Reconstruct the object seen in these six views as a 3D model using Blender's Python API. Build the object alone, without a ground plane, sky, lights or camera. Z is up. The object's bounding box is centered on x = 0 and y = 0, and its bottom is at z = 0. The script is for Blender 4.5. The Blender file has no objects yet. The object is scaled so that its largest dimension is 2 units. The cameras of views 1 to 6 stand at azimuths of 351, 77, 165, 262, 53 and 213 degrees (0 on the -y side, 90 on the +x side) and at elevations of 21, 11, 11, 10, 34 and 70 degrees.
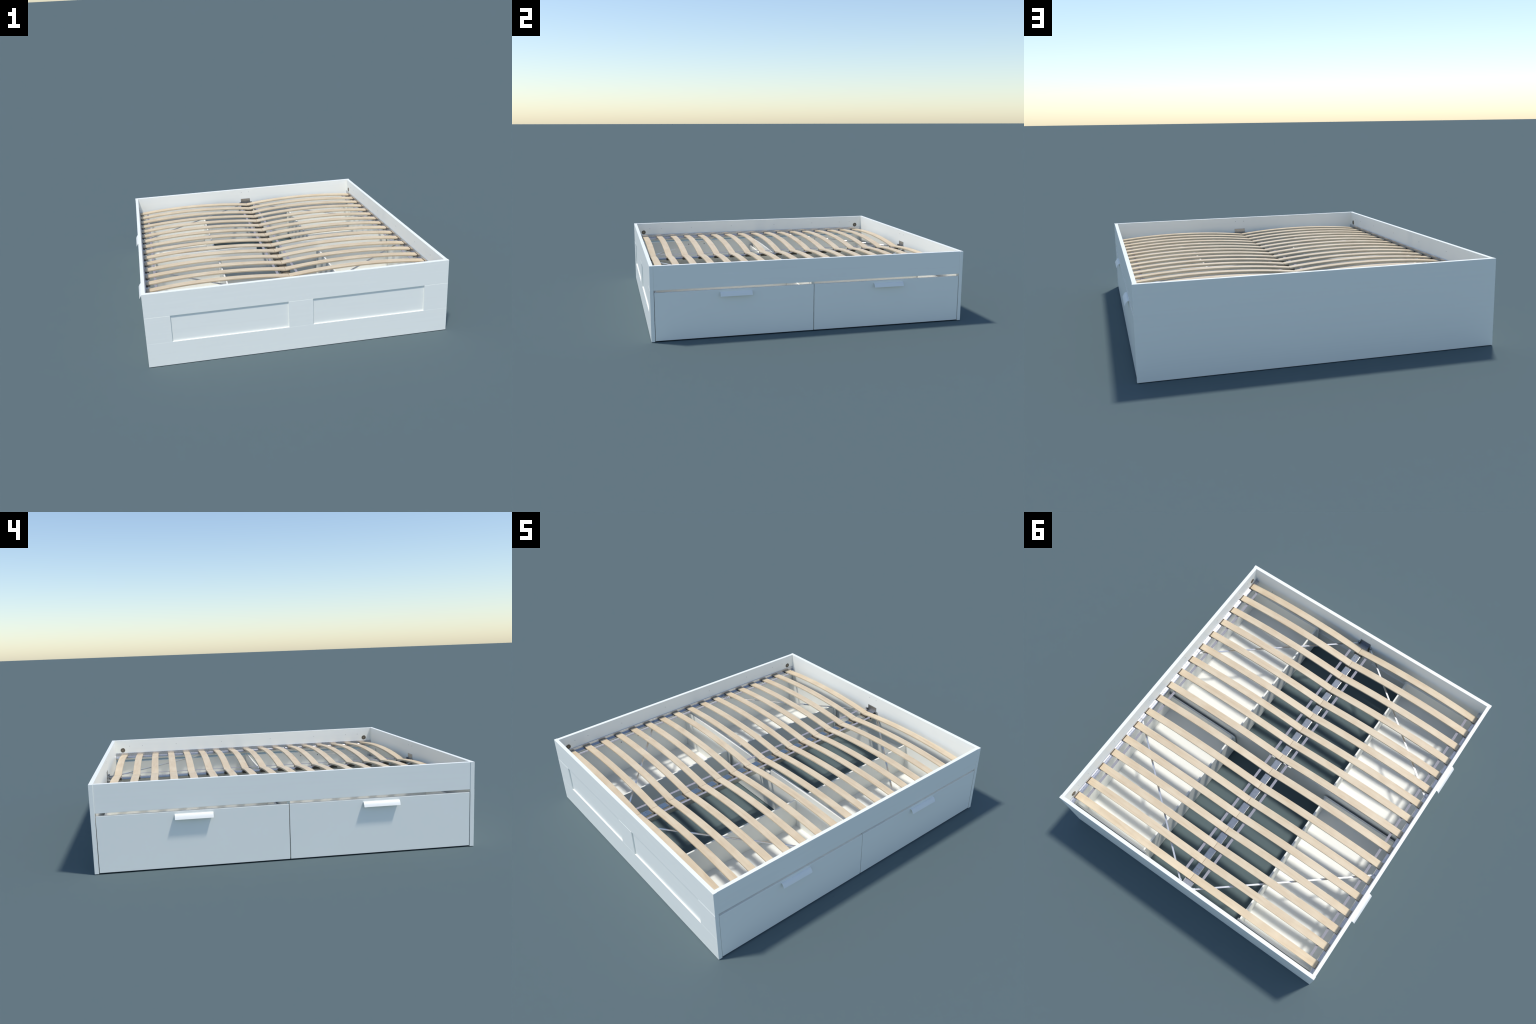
import bpy, bmesh, math, random
from mathutils import Vector, Matrix

random.seed(7)

# ------------------------------------------------------------------ sizes (metres)
X_END, X_RAIL, T_BOARD = 0.9055, 0.9036, 0.0208      # half width of end panels / side rails, board thickness
Y_END, Y_HEAD, Y_FOOT = 1.0, 0.9782, -0.978      # half length, inner faces of headboard and footboard
H = 0.4575                                        # overall height
X_IN = X_RAIL - T_BOARD
RAIL_Z = 0.3107                                    # underside of side rails
N_SLAT, SLAT_Y, SLAT_W, SLAT_T = 17, 0.914, 0.0446, 0.0105
SLAT_END, JOINT_Z, END_Z, CROWN = 0.8755, 0.3455, 0.3475, 0.0255
BEAM_W, BEAM_TOP, BEAM_BOT = 0.0235, 0.3305, 0.276
BOX_TOP, FLOOR_Z = 0.242, 0.045

# ------------------------------------------------------------------ materials
def new_mat(name):
    m = bpy.data.materials.new(name)
    m.use_nodes = True
    nt = m.node_tree
    return m, nt, nt.nodes["Principled BSDF"]

def nd(nt, kind, **kw):
    n = nt.nodes.new(kind)
    for k, v in kw.items():
        setattr(n, k, v)
    return n

def ramp(nt, stops):
    r = nd(nt, "ShaderNodeValToRGB")
    e = r.color_ramp.elements
    while len(e) < len(stops):
        e.new(0.5)
    for el, (p, c) in zip(e, stops):
        el.position, el.color = p, (*c, 1)
    return r

def painted(name, base, rough, stretch=(3, 3, 60), amount=0.008, bump=0.012):
    """Foil / lacquer with a very faint lengthwise brush pattern."""
    m, nt, b = new_mat(name)
    tc = nd(nt, "ShaderNodeTexCoord"); mp = nd(nt, "ShaderNodeMapping")
    mp.inputs["Scale"].default_value = stretch
    no = nd(nt, "ShaderNodeTexNoise"); no.inputs["Scale"].default_value = 1.0; no.inputs["Detail"].default_value = 4
    lo = tuple(c * (1 - amount) for c in base); hi = tuple(min(1, c * (1 + amount)) for c in base)
    rp = ramp(nt, [(0.3, lo), (0.7, hi)])
    bp = nd(nt, "ShaderNodeBump"); bp.inputs["Strength"].default_value = bump; bp.inputs["Distance"].default_value = 0.001
    L = nt.links.new
    L(tc.outputs["Object"], mp.inputs["Vector"]); L(mp.outputs[0], no.inputs["Vector"])
    L(no.outputs["Fac"], rp.inputs["Fac"]); L(rp.outputs[0], b.inputs["Base Color"])
    L(no.outputs["Fac"], bp.inputs["Height"]); L(bp.outputs[0], b.inputs["Normal"])
    b.inputs["Roughness"].default_value = rough
    return m

def birch():
    m, nt, b = new_mat("birch_veneer")
    tc = nd(nt, "ShaderNodeTexCoord"); oi = nd(nt, "ShaderNodeObjectInfo")
    off = nd(nt, "ShaderNodeVectorMath", operation="SCALE"); off.inputs[0].default_value = (13.0, 7.0, 5.0)
    add = nd(nt, "ShaderNodeVectorMath", operation="ADD")
    mp = nd(nt, "ShaderNodeMapping"); mp.inputs["Scale"].default_value = (5, 48, 48)
    warp = nd(nt, "ShaderNodeTexNoise"); warp.inputs["Scale"].default_value = 9.0; warp.inputs["Detail"].default_value = 2
    n1 = nd(nt, "ShaderNodeTexNoise"); n1.inputs["Scale"].default_value = 1.0; n1.inputs["Detail"].default_value = 5; n1.inputs["Distortion"].default_value = 0.8
    rp = ramp(nt, [(0.28, (0.72, 0.553, 0.35)), (0.48, (0.77, 0.616, 0.408)), (0.75, (0.80, 0.655, 0.452))])
    rp2 = ramp(nt, [(0.42, (0.94, 0.92, 0.90)), (0.60, (1.0, 1.0, 1.0))])
    mx = nd(nt, "ShaderNodeMix", data_type="RGBA", blend_type="MULTIPLY"); mx.inputs["Factor"].default_value = 1.0
    bp = nd(nt, "ShaderNodeBump"); bp.inputs["Strength"].default_value = 0.08; bp.inputs["Distance"].default_value = 0.0006
    L = nt.links.new
    L(oi.outputs["Random"], off.inputs["Scale"]); L(tc.outputs["Object"], add.inputs[0]); L(off.outputs[0], add.inputs[1])
    L(add.outputs[0], mp.inputs["Vector"]); L(mp.outputs[0], n1.inputs["Vector"]); L(add.outputs[0], warp.inputs["Vector"])
    L(n1.outputs["Fac"], rp.inputs["Fac"]); L(warp.outputs["Fac"], rp2.inputs["Fac"])
    L(rp.outputs[0], mx.inputs["A"]); L(rp2.outputs[0], mx.inputs["B"]); L(mx.outputs["Result"], b.inputs["Base Color"])
    L(n1.outputs["Fac"], bp.inputs["Height"]); L(bp.outputs[0], b.inputs["Normal"])
    b.inputs["Roughness"].default_value = 0.55
    return m

def metal(name, base, rough, scale=220, bump=0.0, var=0.1, metallic=1.0):
    m, nt, b = new_mat(name)
    tc = nd(nt, "ShaderNodeTexCoord")
    no = nd(nt, "ShaderNodeTexNoise"); no.inputs["Scale"].default_value = scale; no.inputs["Detail"].default_value = 3
    rp = ramp(nt, [(0.3, tuple(c * (1 - var) for c in base)), (0.7, tuple(min(1, c * (1 + var)) for c in base))])
    bp = nd(nt, "ShaderNodeBump"); bp.inputs["Strength"].default_value = bump; bp.inputs["Distance"].default_value = 0.001
    L = nt.links.new
    L(tc.outputs["Object"], no.inputs["Vector"]); L(no.outputs["Fac"], rp.inputs["Fac"])
    L(rp.outputs[0], b.inputs["Base Color"]); L(no.outputs["Fac"], bp.inputs["Height"])
    if bump:
        L(bp.outputs[0], b.inputs["Normal"])
    b.inputs["Metallic"].default_value = metallic
    b.inputs["Roughness"].default_value = rough
    return m

def webbing():
    m, nt, b = new_mat("woven_webbing")
    tc = nd(nt, "ShaderNodeTexCoord")
    wv = nd(nt, "ShaderNodeTexWave", bands_direction="Y"); wv.inputs["Scale"].default_value = 120; wv.inputs["Distortion"].default_value = 0.5
    rp = ramp(nt, [(0.0, (0.31, 0.30, 0.325)), (1.0, (0.355, 0.345, 0.37))])
    nt.links.new(tc.outputs["Object"], wv.inputs["Vector"]); nt.links.new(wv.outputs["Fac"], rp.inputs["Fac"])
    nt.links.new(rp.outputs[0], b.inputs["Base Color"]); b.inputs["Roughness"].default_value = 0.85
    return m

WHITE = (0.965, 0.965, 0.895)
M_WHITE_Y = painted("white_foil_grain_across", WHITE, 0.42, (60, 2.5, 60))   # boards running along y
M_WHITE_X = painted("white_foil_grain_along", WHITE, 0.42, (2.5, 60, 60))    # boards running along x
M_FRONT = painted("white_drawer_front", WHITE, 0.38, (5, 5, 5), 0.006, 0.0)
M_INNER = painted("white_drawer_foil", (0.95, 0.95, 0.88), 0.5, (5, 5, 5), 0.008, 0.0)
M_HANDLE = painted("white_handle_lacquer", (0.95, 0.945, 0.89), 0.5, (5, 5, 5), 0.006, 0.0)
M_BIRCH = birch()
M_STEEL = metal("galvanised_steel", (0.54, 0.535, 0.50), 0.21, 60, 0.015, 0.08)
M_CHANNEL = metal("zinc_channel_steel", (0.64, 0.645, 0.67), 0.30, 160, 0.25, 0.12)
M_ROD = metal("bright_rod_steel", (0.80, 0.80, 0.79), 0.36, 90, 0.02, 0.06)
M_BRACKET = metal("dark_bracket_steel", (0.46, 0.46, 0.46), 0.34, 300, 0.12, 0.25)
M_BRONZE = metal("bronze_cam_cover", (0.62, 0.50, 0.35), 0.45, 300, 0.05, 0.12, 0.2)
M_PLASTIC = metal("dark_brown_plastic", (0.12, 0.105, 0.08), 0.5, 120, 0.02, 0.15, 0.0)
M_DOT = metal("dark_grey_dot", (0.22, 0.22, 0.21), 0.8, 120, 0.0, 0.1, 0.0)  # dark tone for screw heads and the solid dots that mark holes
M_STRAP = webbing()

# ------------------------------------------------------------------ builders
def empty(name, parent=None):
    o = bpy.data.objects.new(name, None)
    o.empty_display_size = 0.1
    bpy.context.scene.collection.objects.link(o)
    o.parent = parent
    return o

def link(name, me, mat, parent, smooth=True):
    if mat is not None and not me.materials:
        me.materials.append(mat)
    if smooth and not me.get("done"):
        for p in me.polygons:
            p.use_smooth = True
        me.set_sharp_from_angle(angle=math.radians(20))
        me["done"] = True
    o = bpy.data.objects.new(name, me)
    bpy.context.scene.collection.objects.link(o)
    o.parent = parent
    return o

def bm_box(bm, lo, hi, bev=0.0, pick=None, seg=2):
    lo, hi = Vector(lo), Vector(hi)
    c, s = (lo + hi) / 2, hi - lo
    r = bmesh.ops.create_cube(bm, size=1.0, matrix=Matrix.Translation(c) @ Matrix.Diagonal((*s, 1)))
    if bev:
        es = {e for v in r["verts"] for e in v.link_edges}
        if pick:
            es = {e for e in es if pick((e.verts[0].co + e.verts[1].co) / 2 - c)}
        bmesh.ops.bevel(bm, geom=list(es), offset=bev, segments=seg, profile=0.5, affect="EDGES")

def to_mesh(bm, name):
    bmesh.ops.recalc_face_normals(bm, faces=bm.faces)
    me = bpy.data.meshes.new(name)
    bm.to_mesh(me); bm.free()
    return me

def box(name, lo, hi, mat, parent, bev=0.0008, pick=None):
    bm = bmesh.new()
    bm_box(bm, lo, hi, bev, pick)
    return link(name, to_mesh(bm, name), mat, parent)

def extrude_profile(pts, a, b, axis):
    """Closed 2D profile swept straight along an axis (x: pts are (y,z); y: pts are (x,z); z: pts are (x,y))."""
    bm = bmesh.new()
    put = {"x": lambda p, t: (t, p[0], p[1]), "y": lambda p, t: (p[0], t, p[1]), "z": lambda p, t: (p[0], p[1], t)}[axis]
    A = [bm.verts.new(put(p, a)) for p in pts]
    B = [bm.verts.new(put(p, b)) for p in pts]
    n = len(pts)
    for i in range(n):
        bm.faces.new((A[i], A[(i + 1) % n], B[(i + 1) % n], B[i]))
    bm.faces.new(A); bm.faces.new(B[::-1])
    return bm

def cyl(bm, p, q, r, seg=16):
    p, q = Vector(p), Vector(q)
    d = q - p
    rot = d.to_track_quat("Z", "Y").to_matrix().to_4x4()
    bmesh.ops.create_cone(bm, cap_ends=True, segments=seg, radius1=r, radius2=r, depth=d.length,
                          matrix=Matrix.Translation((p + q) / 2) @ rot)

# ------------------------------------------------------------------ the bed
bed = empty("bed_frame")
bed["label"] = "white storage bed frame with four drawers and birch slats"
bed["category"] = "bed frame"

# --- headboard end: one plain board
box("headboard", (-X_END, Y_HEAD, 0), (X_END, Y_END, H), M_WHITE_X, bed, 0.001)

# --- footboard: full-thickness rails and stiles around two thin panels, recessed on both faces
P_LO, P_HI = 0.1465, 0.3105
STILES = [(-X_END, -0.7575), (-0.0732, 0.0732), (0.7575, X_END)]
bm = bmesh.new()
for (_, a), (b, _) in zip(STILES, STILES[1:]):
    bm_box(bm, (a - 0.004, -0.9922, P_LO - 0.004), (b + 0.004, -0.9872, P_HI + 0.004))
foot = link("footboard", to_mesh(bm, "footboard"), M_WHITE_X, bed)
front_edge = lambda v: v.y < -0.001
box("top_rail", (-X_END, -Y_END + 0.0007, P_HI), (X_END, Y_FOOT, H), M_WHITE_X, foot, 0.0008, front_edge)
box("bottom_rail", (-X_END, -Y_END, 0), (X_END, Y_FOOT, P_LO), M_WHITE_X, foot, 0.0006, front_edge)
for a, b in STILES:
    box("stile", (a, -Y_END + 0.0002, P_LO), (b, Y_FOOT, P_HI), M_WHITE_X, foot, 0.0008, lambda v: v.y < -0.001 and abs(v.x) + max(v.z, 0) > 0.001)

# --- side rails with cam covers and dark dots standing in for screw holes on the inner face
def hole_dots(name, pts, normal, parent, r=0.0018, mat=None):  # solid dark discs set slightly proud; no hole is cut
    bm = bmesh.new()
    for p in pts:
        p, n = Vector(p), Vector(normal)
        cyl(bm, p - n * 0.002, p + n * 0.0004, r, 10)
    o = link(name, to_mesh(bm, name), mat or M_DOT, parent)
    o["kind"] = "stuff"
    return o

def cam_mesh():
    """Round fitting cover: disc with a hub and a ring of raised dark bars standing in for slots (axis +x)."""
    bm = bmesh.new()
    cyl(bm, (0, 0, 0), (0.0012, 0, 0), 0.0168, 40)
    bmesh.ops.bevel(bm, geom=[e for e in bm.edges if e.is_boundary is False and e.calc_face_angle(0) > 1], offset=0.0004, segments=1, affect="EDGES")
    n0 = len(bm.faces)
    cyl(bm, (0.001, 0, 0), (0.0017, 0, 0), 0.0020, 12)
    for k in range(6):
        a = k * math.pi / 3 + 0.3
        ca, sa = math.cos(a), math.sin(a)
        start = len(bm.verts)
        bm.verts.ensure_lookup_table()
        bm_box(bm, (0.001, -0.0010, -0.0032), (0.0016, 0.0010, 0.0032))  # dark bar added on the disc in place of a cut slot
        bm.verts.ensure_lookup_table()
        vs = bm.verts[start:]
        bmesh.ops.rotate(bm, verts=vs, cent=(0, 0, 0), matrix=Matrix.Rotation(0.5, 3, "X"))
        bmesh.ops.translate(bm, verts=vs, vec=(0, 0, 0.0098))
        bmesh.ops.rotate(bm, verts=vs, cent=(0, 0, 0), matrix=Matrix.Rotation(a, 3, "X"))
    bm.faces.ensure_lookup_table()
    for f in bm.faces[n0:]:
        f.material_index = 1
    me = to_mesh(bm, "cam_cover")
    me.materials.append(M_BRONZE); me.materials.append(M_PLASTIC)
    return me

CAM = cam_mesh()
HOLE_DOTS_Y = (-0.873, -0.780, -0.529, -0.187, 0.187, 0.529, 0.780, 0.873)
for s in (-1, 1):
    lo, hi = sorted((s * X_IN, s * X_RAIL))
    rail = box("side_rail", (lo, Y_FOOT, RAIL_Z), (hi, Y_HEAD, H), M_WHITE_Y, bed, 0.001)
    hole_dots("screw_hole_dot", [(s * X_IN, y, 0.4118) for y in HOLE_DOTS_Y], (-s, 0, 0), rail)  # added dark dots where the rail has screw holes, board left uncut
    for y in (-0.925, 0.925):
        o = link("cam_cover", CAM, None, rail)
        o.location = (s * X_IN, y, 0.3835)
        if s > 0:
            o.rotation_euler = (0, 0, math.pi)

    # --- zinc channel screwed to the rail: upright plate with rolled top, shelf and turned-down lip
    x = lambda d: s * (X_IN - d)
    prof = [(x(0.0004), 0.3260), (x(0.0004), 0.3630), (x(0.0040), 0.3632), (x(0.0046), 0.3622), (x(0.0046), 0.3382), (x(0.0060), 0.3368),
            (x(0.0180), 0.3365), (x(0.0190), 0.3368), (x(0.0200), 0.3358), (x(0.0224), 0.3240), (x(0.0206), 0.3240), (x(0.0182), 0.3342), (x(0.0026), 0.3342), (x(0.0026), 0.3260)]
    bm = extrude_profile(prof, Y_FOOT + 0.0015, Y_HEAD - 0.0015, "y")
    chan = link("mounting_channel", to_mesh(bm, "mounting_channel"), M_CHANNEL, bed)
    for y in (-0.294, 0.294):
        bm = bmesh.new()
        cyl(bm, (s * 0.8705, y, 0.322), (s * 0.8705, y, 0.3395), 0.0048, 14)
        cyl(bm, (s * 0.8705, y, 0.3390), (s * 0.8705, y, 0.3412), 0.0030, 6)
        link("bolt", to_mesh(bm, "bolt"), M_BRACKET, chan)

# --- centre divider board, notched at mid-length for the beam
nx, nz = 0.084, 0.2745
prof = [(-X_IN + 0.001, 0.006), (X_IN - 0.001, 0.006), (X_IN - 0.001, 0.3055), (nx, 0.3055), (nx, nz), (-nx, nz), (-nx, 0.3055), (-X_IN + 0.001, 0.3055)]
bm = extrude_profile(prof, -0.008, 0.008, "y")
divider = link("centre_divider", to_mesh(bm, "centre_divider"), M_INNER, bed)

# --- four drawers
def handle_profile(s):
    pts = [(X_RAIL - 0.0002, 0.2818), (0.9085, 0.2815), (0.9125, 0.2796), (0.9165, 0.2757), (0.9200, 0.2706), (0.9237, 0.2640), (0.9268, 0.2568),
           (0.9246, 0.2568), (0.9215, 0.2635), (0.9180, 0.2693), (0.9147, 0.2739), (0.9112, 0.2774), (0.9080, 0.2790), (X_RAIL - 0.0002, 0.2792)]
    return [(s * x, z) for x, z in pts]

for s in (-1, 1):
    for t in (-1, 1):
        y0, y1 = sorted((t * 0.002, t * 0.975))
        X = lambda a, b: sorted((s * a, s * b))
        Y = lambda a, b: sorted((t * a, t * b))
        (xa, xb), (ya, yb) = X(0.3670, 0.8850), Y(0.0345, 0.9435)
        drawer = box("drawer", (xa, ya, FLOOR_Z - 0.005), (xb, yb, FLOOR_Z), M_INNER, bed, 0.0)
        xa, xb = X(0.8850, X_RAIL)
        front = box("drawer_front", (xa, y0, 0.004), (xb, y1, 0.2952), M_FRONT, drawer, 0.0011)
        # sides: rounded upper back corner
        for (a, b) in ((0.0225, 0.0345), (0.9435, 0.9555)):
            ya, yb = Y(a, b)
            R, cx, cz = 0.018, 0.345 + 0.018, BOX_TOP - 0.018
            pts = [(0.8842, 0.020), (0.8842, BOX_TOP)] + [(cx - R * math.sin(u), cz + R * math.cos(u)) for u in [i * math.pi / 12 for i in range(7)]] + [(0.345, 0.020)]
            bm = extrude_profile([(s * p, q) for p, q in pts], ya, yb, "y")
            bmesh.ops.bevel(bm, geom=[e for e in bm.edges if abs(e.verts[0].co.y - e.verts[1].co.y) < 1e-6], offset=0.001, segments=1, affect="EDGES")
            link("drawer_side", to_mesh(bm, "drawer_side"), M_INNER, drawer)
        (xa, xb), (ya, yb) = X(0.3560, 0.3670), Y(0.0345, 0.9435)
        box("drawer_back", (xa, ya, 0.020), (xb, yb, BOX_TOP), M_INNER, drawer, 0.0012)
        yc = t * 0.4885
        bm = extrude_profile(handle_profile(s), yc - 0.0975, yc + 0.0975, "y")
        link("drawer_handle", to_mesh(bm, "drawer_handle"), M_HANDLE, drawer)
        hole_dots("screw_head", [(s * 0.8850, yc + d, 0.268) for d in (-0.066, 0.066)], (-s, 0, 0), drawer, 0.004)

# --- sprung birch slats: two halves per row, joined over the beam
def slat_z(u):
    """Top of the half-slat, u = 0 at the joint and 1 at the rail."""
    return JOINT_Z + (END_Z - JOINT_Z) * u + CROWN * (1 - (2 * u - 1) ** 2)

def slat_mesh():
    bm = bmesh.new()
    N, w, r = 28, SLAT_W / 2, 0.0014
    x0 = 0.0009
    loops = []
    for i in range(N + 1):
        u = i / N
        x, z = x0 + (SLAT_END - x0) * u, slat_z(u)
        sec = [(-w, -SLAT_T + r), (-w, -r), (-w + r, 0), (w - r, 0), (w, -r), (w, -SLAT_T + r), (w - r, -SLAT_T), (-w + r, -SLAT_T)]
        loops.append([bm.verts.new((x, y, z + dz)) for y, dz in sec])
    for a, b in zip(loops, loops[1:]):
        for k in range(8):
            bm.faces.new((a[k], a[(k + 1) % 8], b[(k + 1) % 8], b[k]))
    bm.faces.new(loops[0]); bm.faces.new(loops[-1][::-1])
    return to_mesh(bm, "slat")

def clip_mesh():
    """Plastic saddle that grips the beam under each slat joint."""
    w = SLAT_W / 2 - 0.0005
    half = [(0.0050, 0.3350), (0.0265, 0.3386), (0.0290, 0.3372), (0.0295, 0.3240), (0.0280, 0.3160), (0.0262, 0.3160), (0.0260, 0.3222), (0.0222, 0.3310)]
    prof = half + [(-x, z) for x, z in reversed(half)]
    return to_mesh(extrude_profile(prof, -w - 0.001, w + 0.001, "y"), "slat_clip")

def holder_mesh():
    """Plastic cup at the rail end of a half-slat: floor, two cheeks and an end stop."""
    bm = bmesh.new()
    w = SLAT_W / 2
    bm_box(bm, (0.852, -w - 0.0006, 0.3332), (0.8757, w + 0.0006, 0.3368), 0.0004)
    bm_box(bm, (0.8757, -w - 0.0012, 0.3336), (0.8772, w + 0.0012, 0.3455), 0.0004)
    for t in (-1, 1):
        a, b = sorted((t * (w + 0.0003), t * (w + 0.0012)))
        bm_box(bm, (0.866, a, 0.3336), (0.8757, b, 0.3420), 0.0002)
    return to_mesh(bm, "slat_holder")

SLAT, CLIP, HOLDER = slat_mesh(), clip_mesh(), holder_mesh()
base = bed
for i in range(N_SLAT):
    y = -SLAT_Y + 2 * SLAT_Y * i / (N_SLAT - 1)
    for s in (1, -1):
        rz = 0 if s > 0 else math.pi
        o = link("slat", SLAT, M_BIRCH, base)
        o.location, o.rotation_euler = (0, y, 0), (0, 0, rz)
        h = link("slat_holder", HOLDER, M_PLASTIC, base)
        h.location, h.rotation_euler = (0, y, 0), (0, 0, rz)
    c = link("slat_clip", CLIP, M_PLASTIC, base)
    c.location = (0, y, 0)

# --- webbing straps under the slats
for x0, x1 in ((0.0525, 0.0685), (0.8105, 0.8260)):
    for s in (1, -1):
        lo, hi = sorted((s * x0, s * x1))
        zt = slat_z((x0 + x1) / 2 / SLAT_END) - SLAT_T - 0.0004
        box("webbing_strap", (lo, -SLAT_Y - 0.018, zt - 0.0012), (hi, SLAT_Y + 0.018, zt), M_STRAP, base, 0.0)

# --- centre beam: folded steel channel with rounded shoulders
r = 0.003
arc = [(0.0200 + r * math.sin(a), BEAM_TOP - r + r * math.cos(a)) for a in [math.radians(k * 12.6) for k in range(6)]]   # shoulder: flat top to steep flank
half = [(0.0192, BEAM_TOP)] + arc + [(0.0255, BEAM_TOP - 0.0092), (0.0258, BEAM_BOT), (0.0240, BEAM_BOT), (0.0237, BEAM_TOP - 0.0100), (0.0195, BEAM_TOP - 0.0022)]
prof = half + [(-x, z) for x, z in reversed(half)]
beam = link("centre_beam", to_mesh(extrude_profile(prof, -0.958, 0.958, "y"), "centre_beam"), M_STEEL, bed)
pts = [(dx, t * 0.867 + dy, BEAM_TOP) for t in (-1, 1) for dx in (-0.0075, 0.0075) for dy in (-0.0095, 0.0095)]
hole_dots("rivet_hole_dot", pts, (0, 0, 1), beam, 0.0024, M_PLASTIC)  # dark dots laid on the beam top as rivet holes, steel uncut
for p, q in (((-0.027, 0.020, 0.305), (-0.038, 0.020, 0.305)), ((0.027, 0.020, 0.305), (0.038, 0.020, 0.305))):
    bm = bmesh.new()
    cyl(bm, p, q, 0.004, 12)
    cyl(bm, Vector(p) * 0.9 + Vector(q) * 0.1, p, 0.007, 12)
    link("bolt", to_mesh(bm, "bolt"), M_ROD, beam)

# --- end brackets that carry the beam
for t in (-1, 1):
    bm = bmesh.new()
    y_face = Y_HEAD if t > 0 else -Y_FOOT
    Yb = lambda a, b: sorted((t * a, t * b))
    a, b = Yb(y_face - 0.0025, y_face - 0.0003); bm_box(bm, (-0.0385, a, 0.280), (0.0385, b, 0.3755), 0.0008)          # back plate
    a, b = Yb(0.940, y_face - 0.0024); bm_box(bm, (-0.0290, a, 0.3312), (0.0290, b, 0.3336), 0.0006)                # shelf
    for s in (-1, 1):
        lo, hi = sorted((s * 0.0290, s * 0.0310))
        bm_box(bm, (lo, a, 0.290), (hi, b, 0.3400), 0.0005)                                                # cheeks
        lo, hi = sorted((s * 0.0385, s * 0.0520))
        a2, b2 = Yb(0.966, y_face - 0.0026)
        bm_box(bm, (lo, a2, 0.3180), (hi, b2, 0.3480), 0.0010)                                             # ears
    br = link("beam_bracket", to_mesh(bm, "beam_bracket"), M_BRACKET, bed)
    hole_dots("screw_hole_dot", [(dx, t * y_face, 0.4300) for dx in (-0.0315, 0.0315)], (0, -t, 0), br, 0.002)  # dark dots on the end board in place of drilled holes

# --- diagonal brace rods
for s in (-1, 1):
    for t in (-1, 1):
        p, q = Vector((s * 0.050, t * 0.968, 0.3272)), Vector((s * 0.8705, t * 0.294, 0.3272))
        d = (q - p).normalized()
        w, h, k = 0.0055, 0.0050, 0.0012                     # pressed steel strip: shallow downturned channel
        prof = [(-w, -h), (-w, -0.001), (-w + 0.001, 0), (w - 0.001, 0), (w, -0.001), (w, -h), (w - k, -h), (w - k, -k), (-w + k, -k), (-w + k, -h)]
        length = (q - p).length
        bm = extrude_profile(prof, 0.016, length - 0.016, "x")
        bmesh.ops.transform(bm, verts=bm.verts, matrix=Matrix.Translation(p + Vector((0, 0, 0.002))) @ Matrix.Rotation(math.atan2(d.y, d.x), 4, "Z"))
        for c, e in ((p, 1), (q, -1)):                      # flattened eyes at both ends
            cyl(bm, c + Vector((0, 0, -0.0018)), c + Vector((0, 0, 0.0018)), 0.0085, 18)
            m = Matrix.Translation(c + d * e * 0.012) @ d.to_track_quat("X", "Z").to_matrix().to_4x4() @ Matrix.Diagonal((0.024, 0.0095, 0.0030, 1))
            bmesh.ops.create_cube(bm, size=1.0, matrix=m)
        link("brace_rod", to_mesh(bm, "brace_rod"), M_ROD, bed)
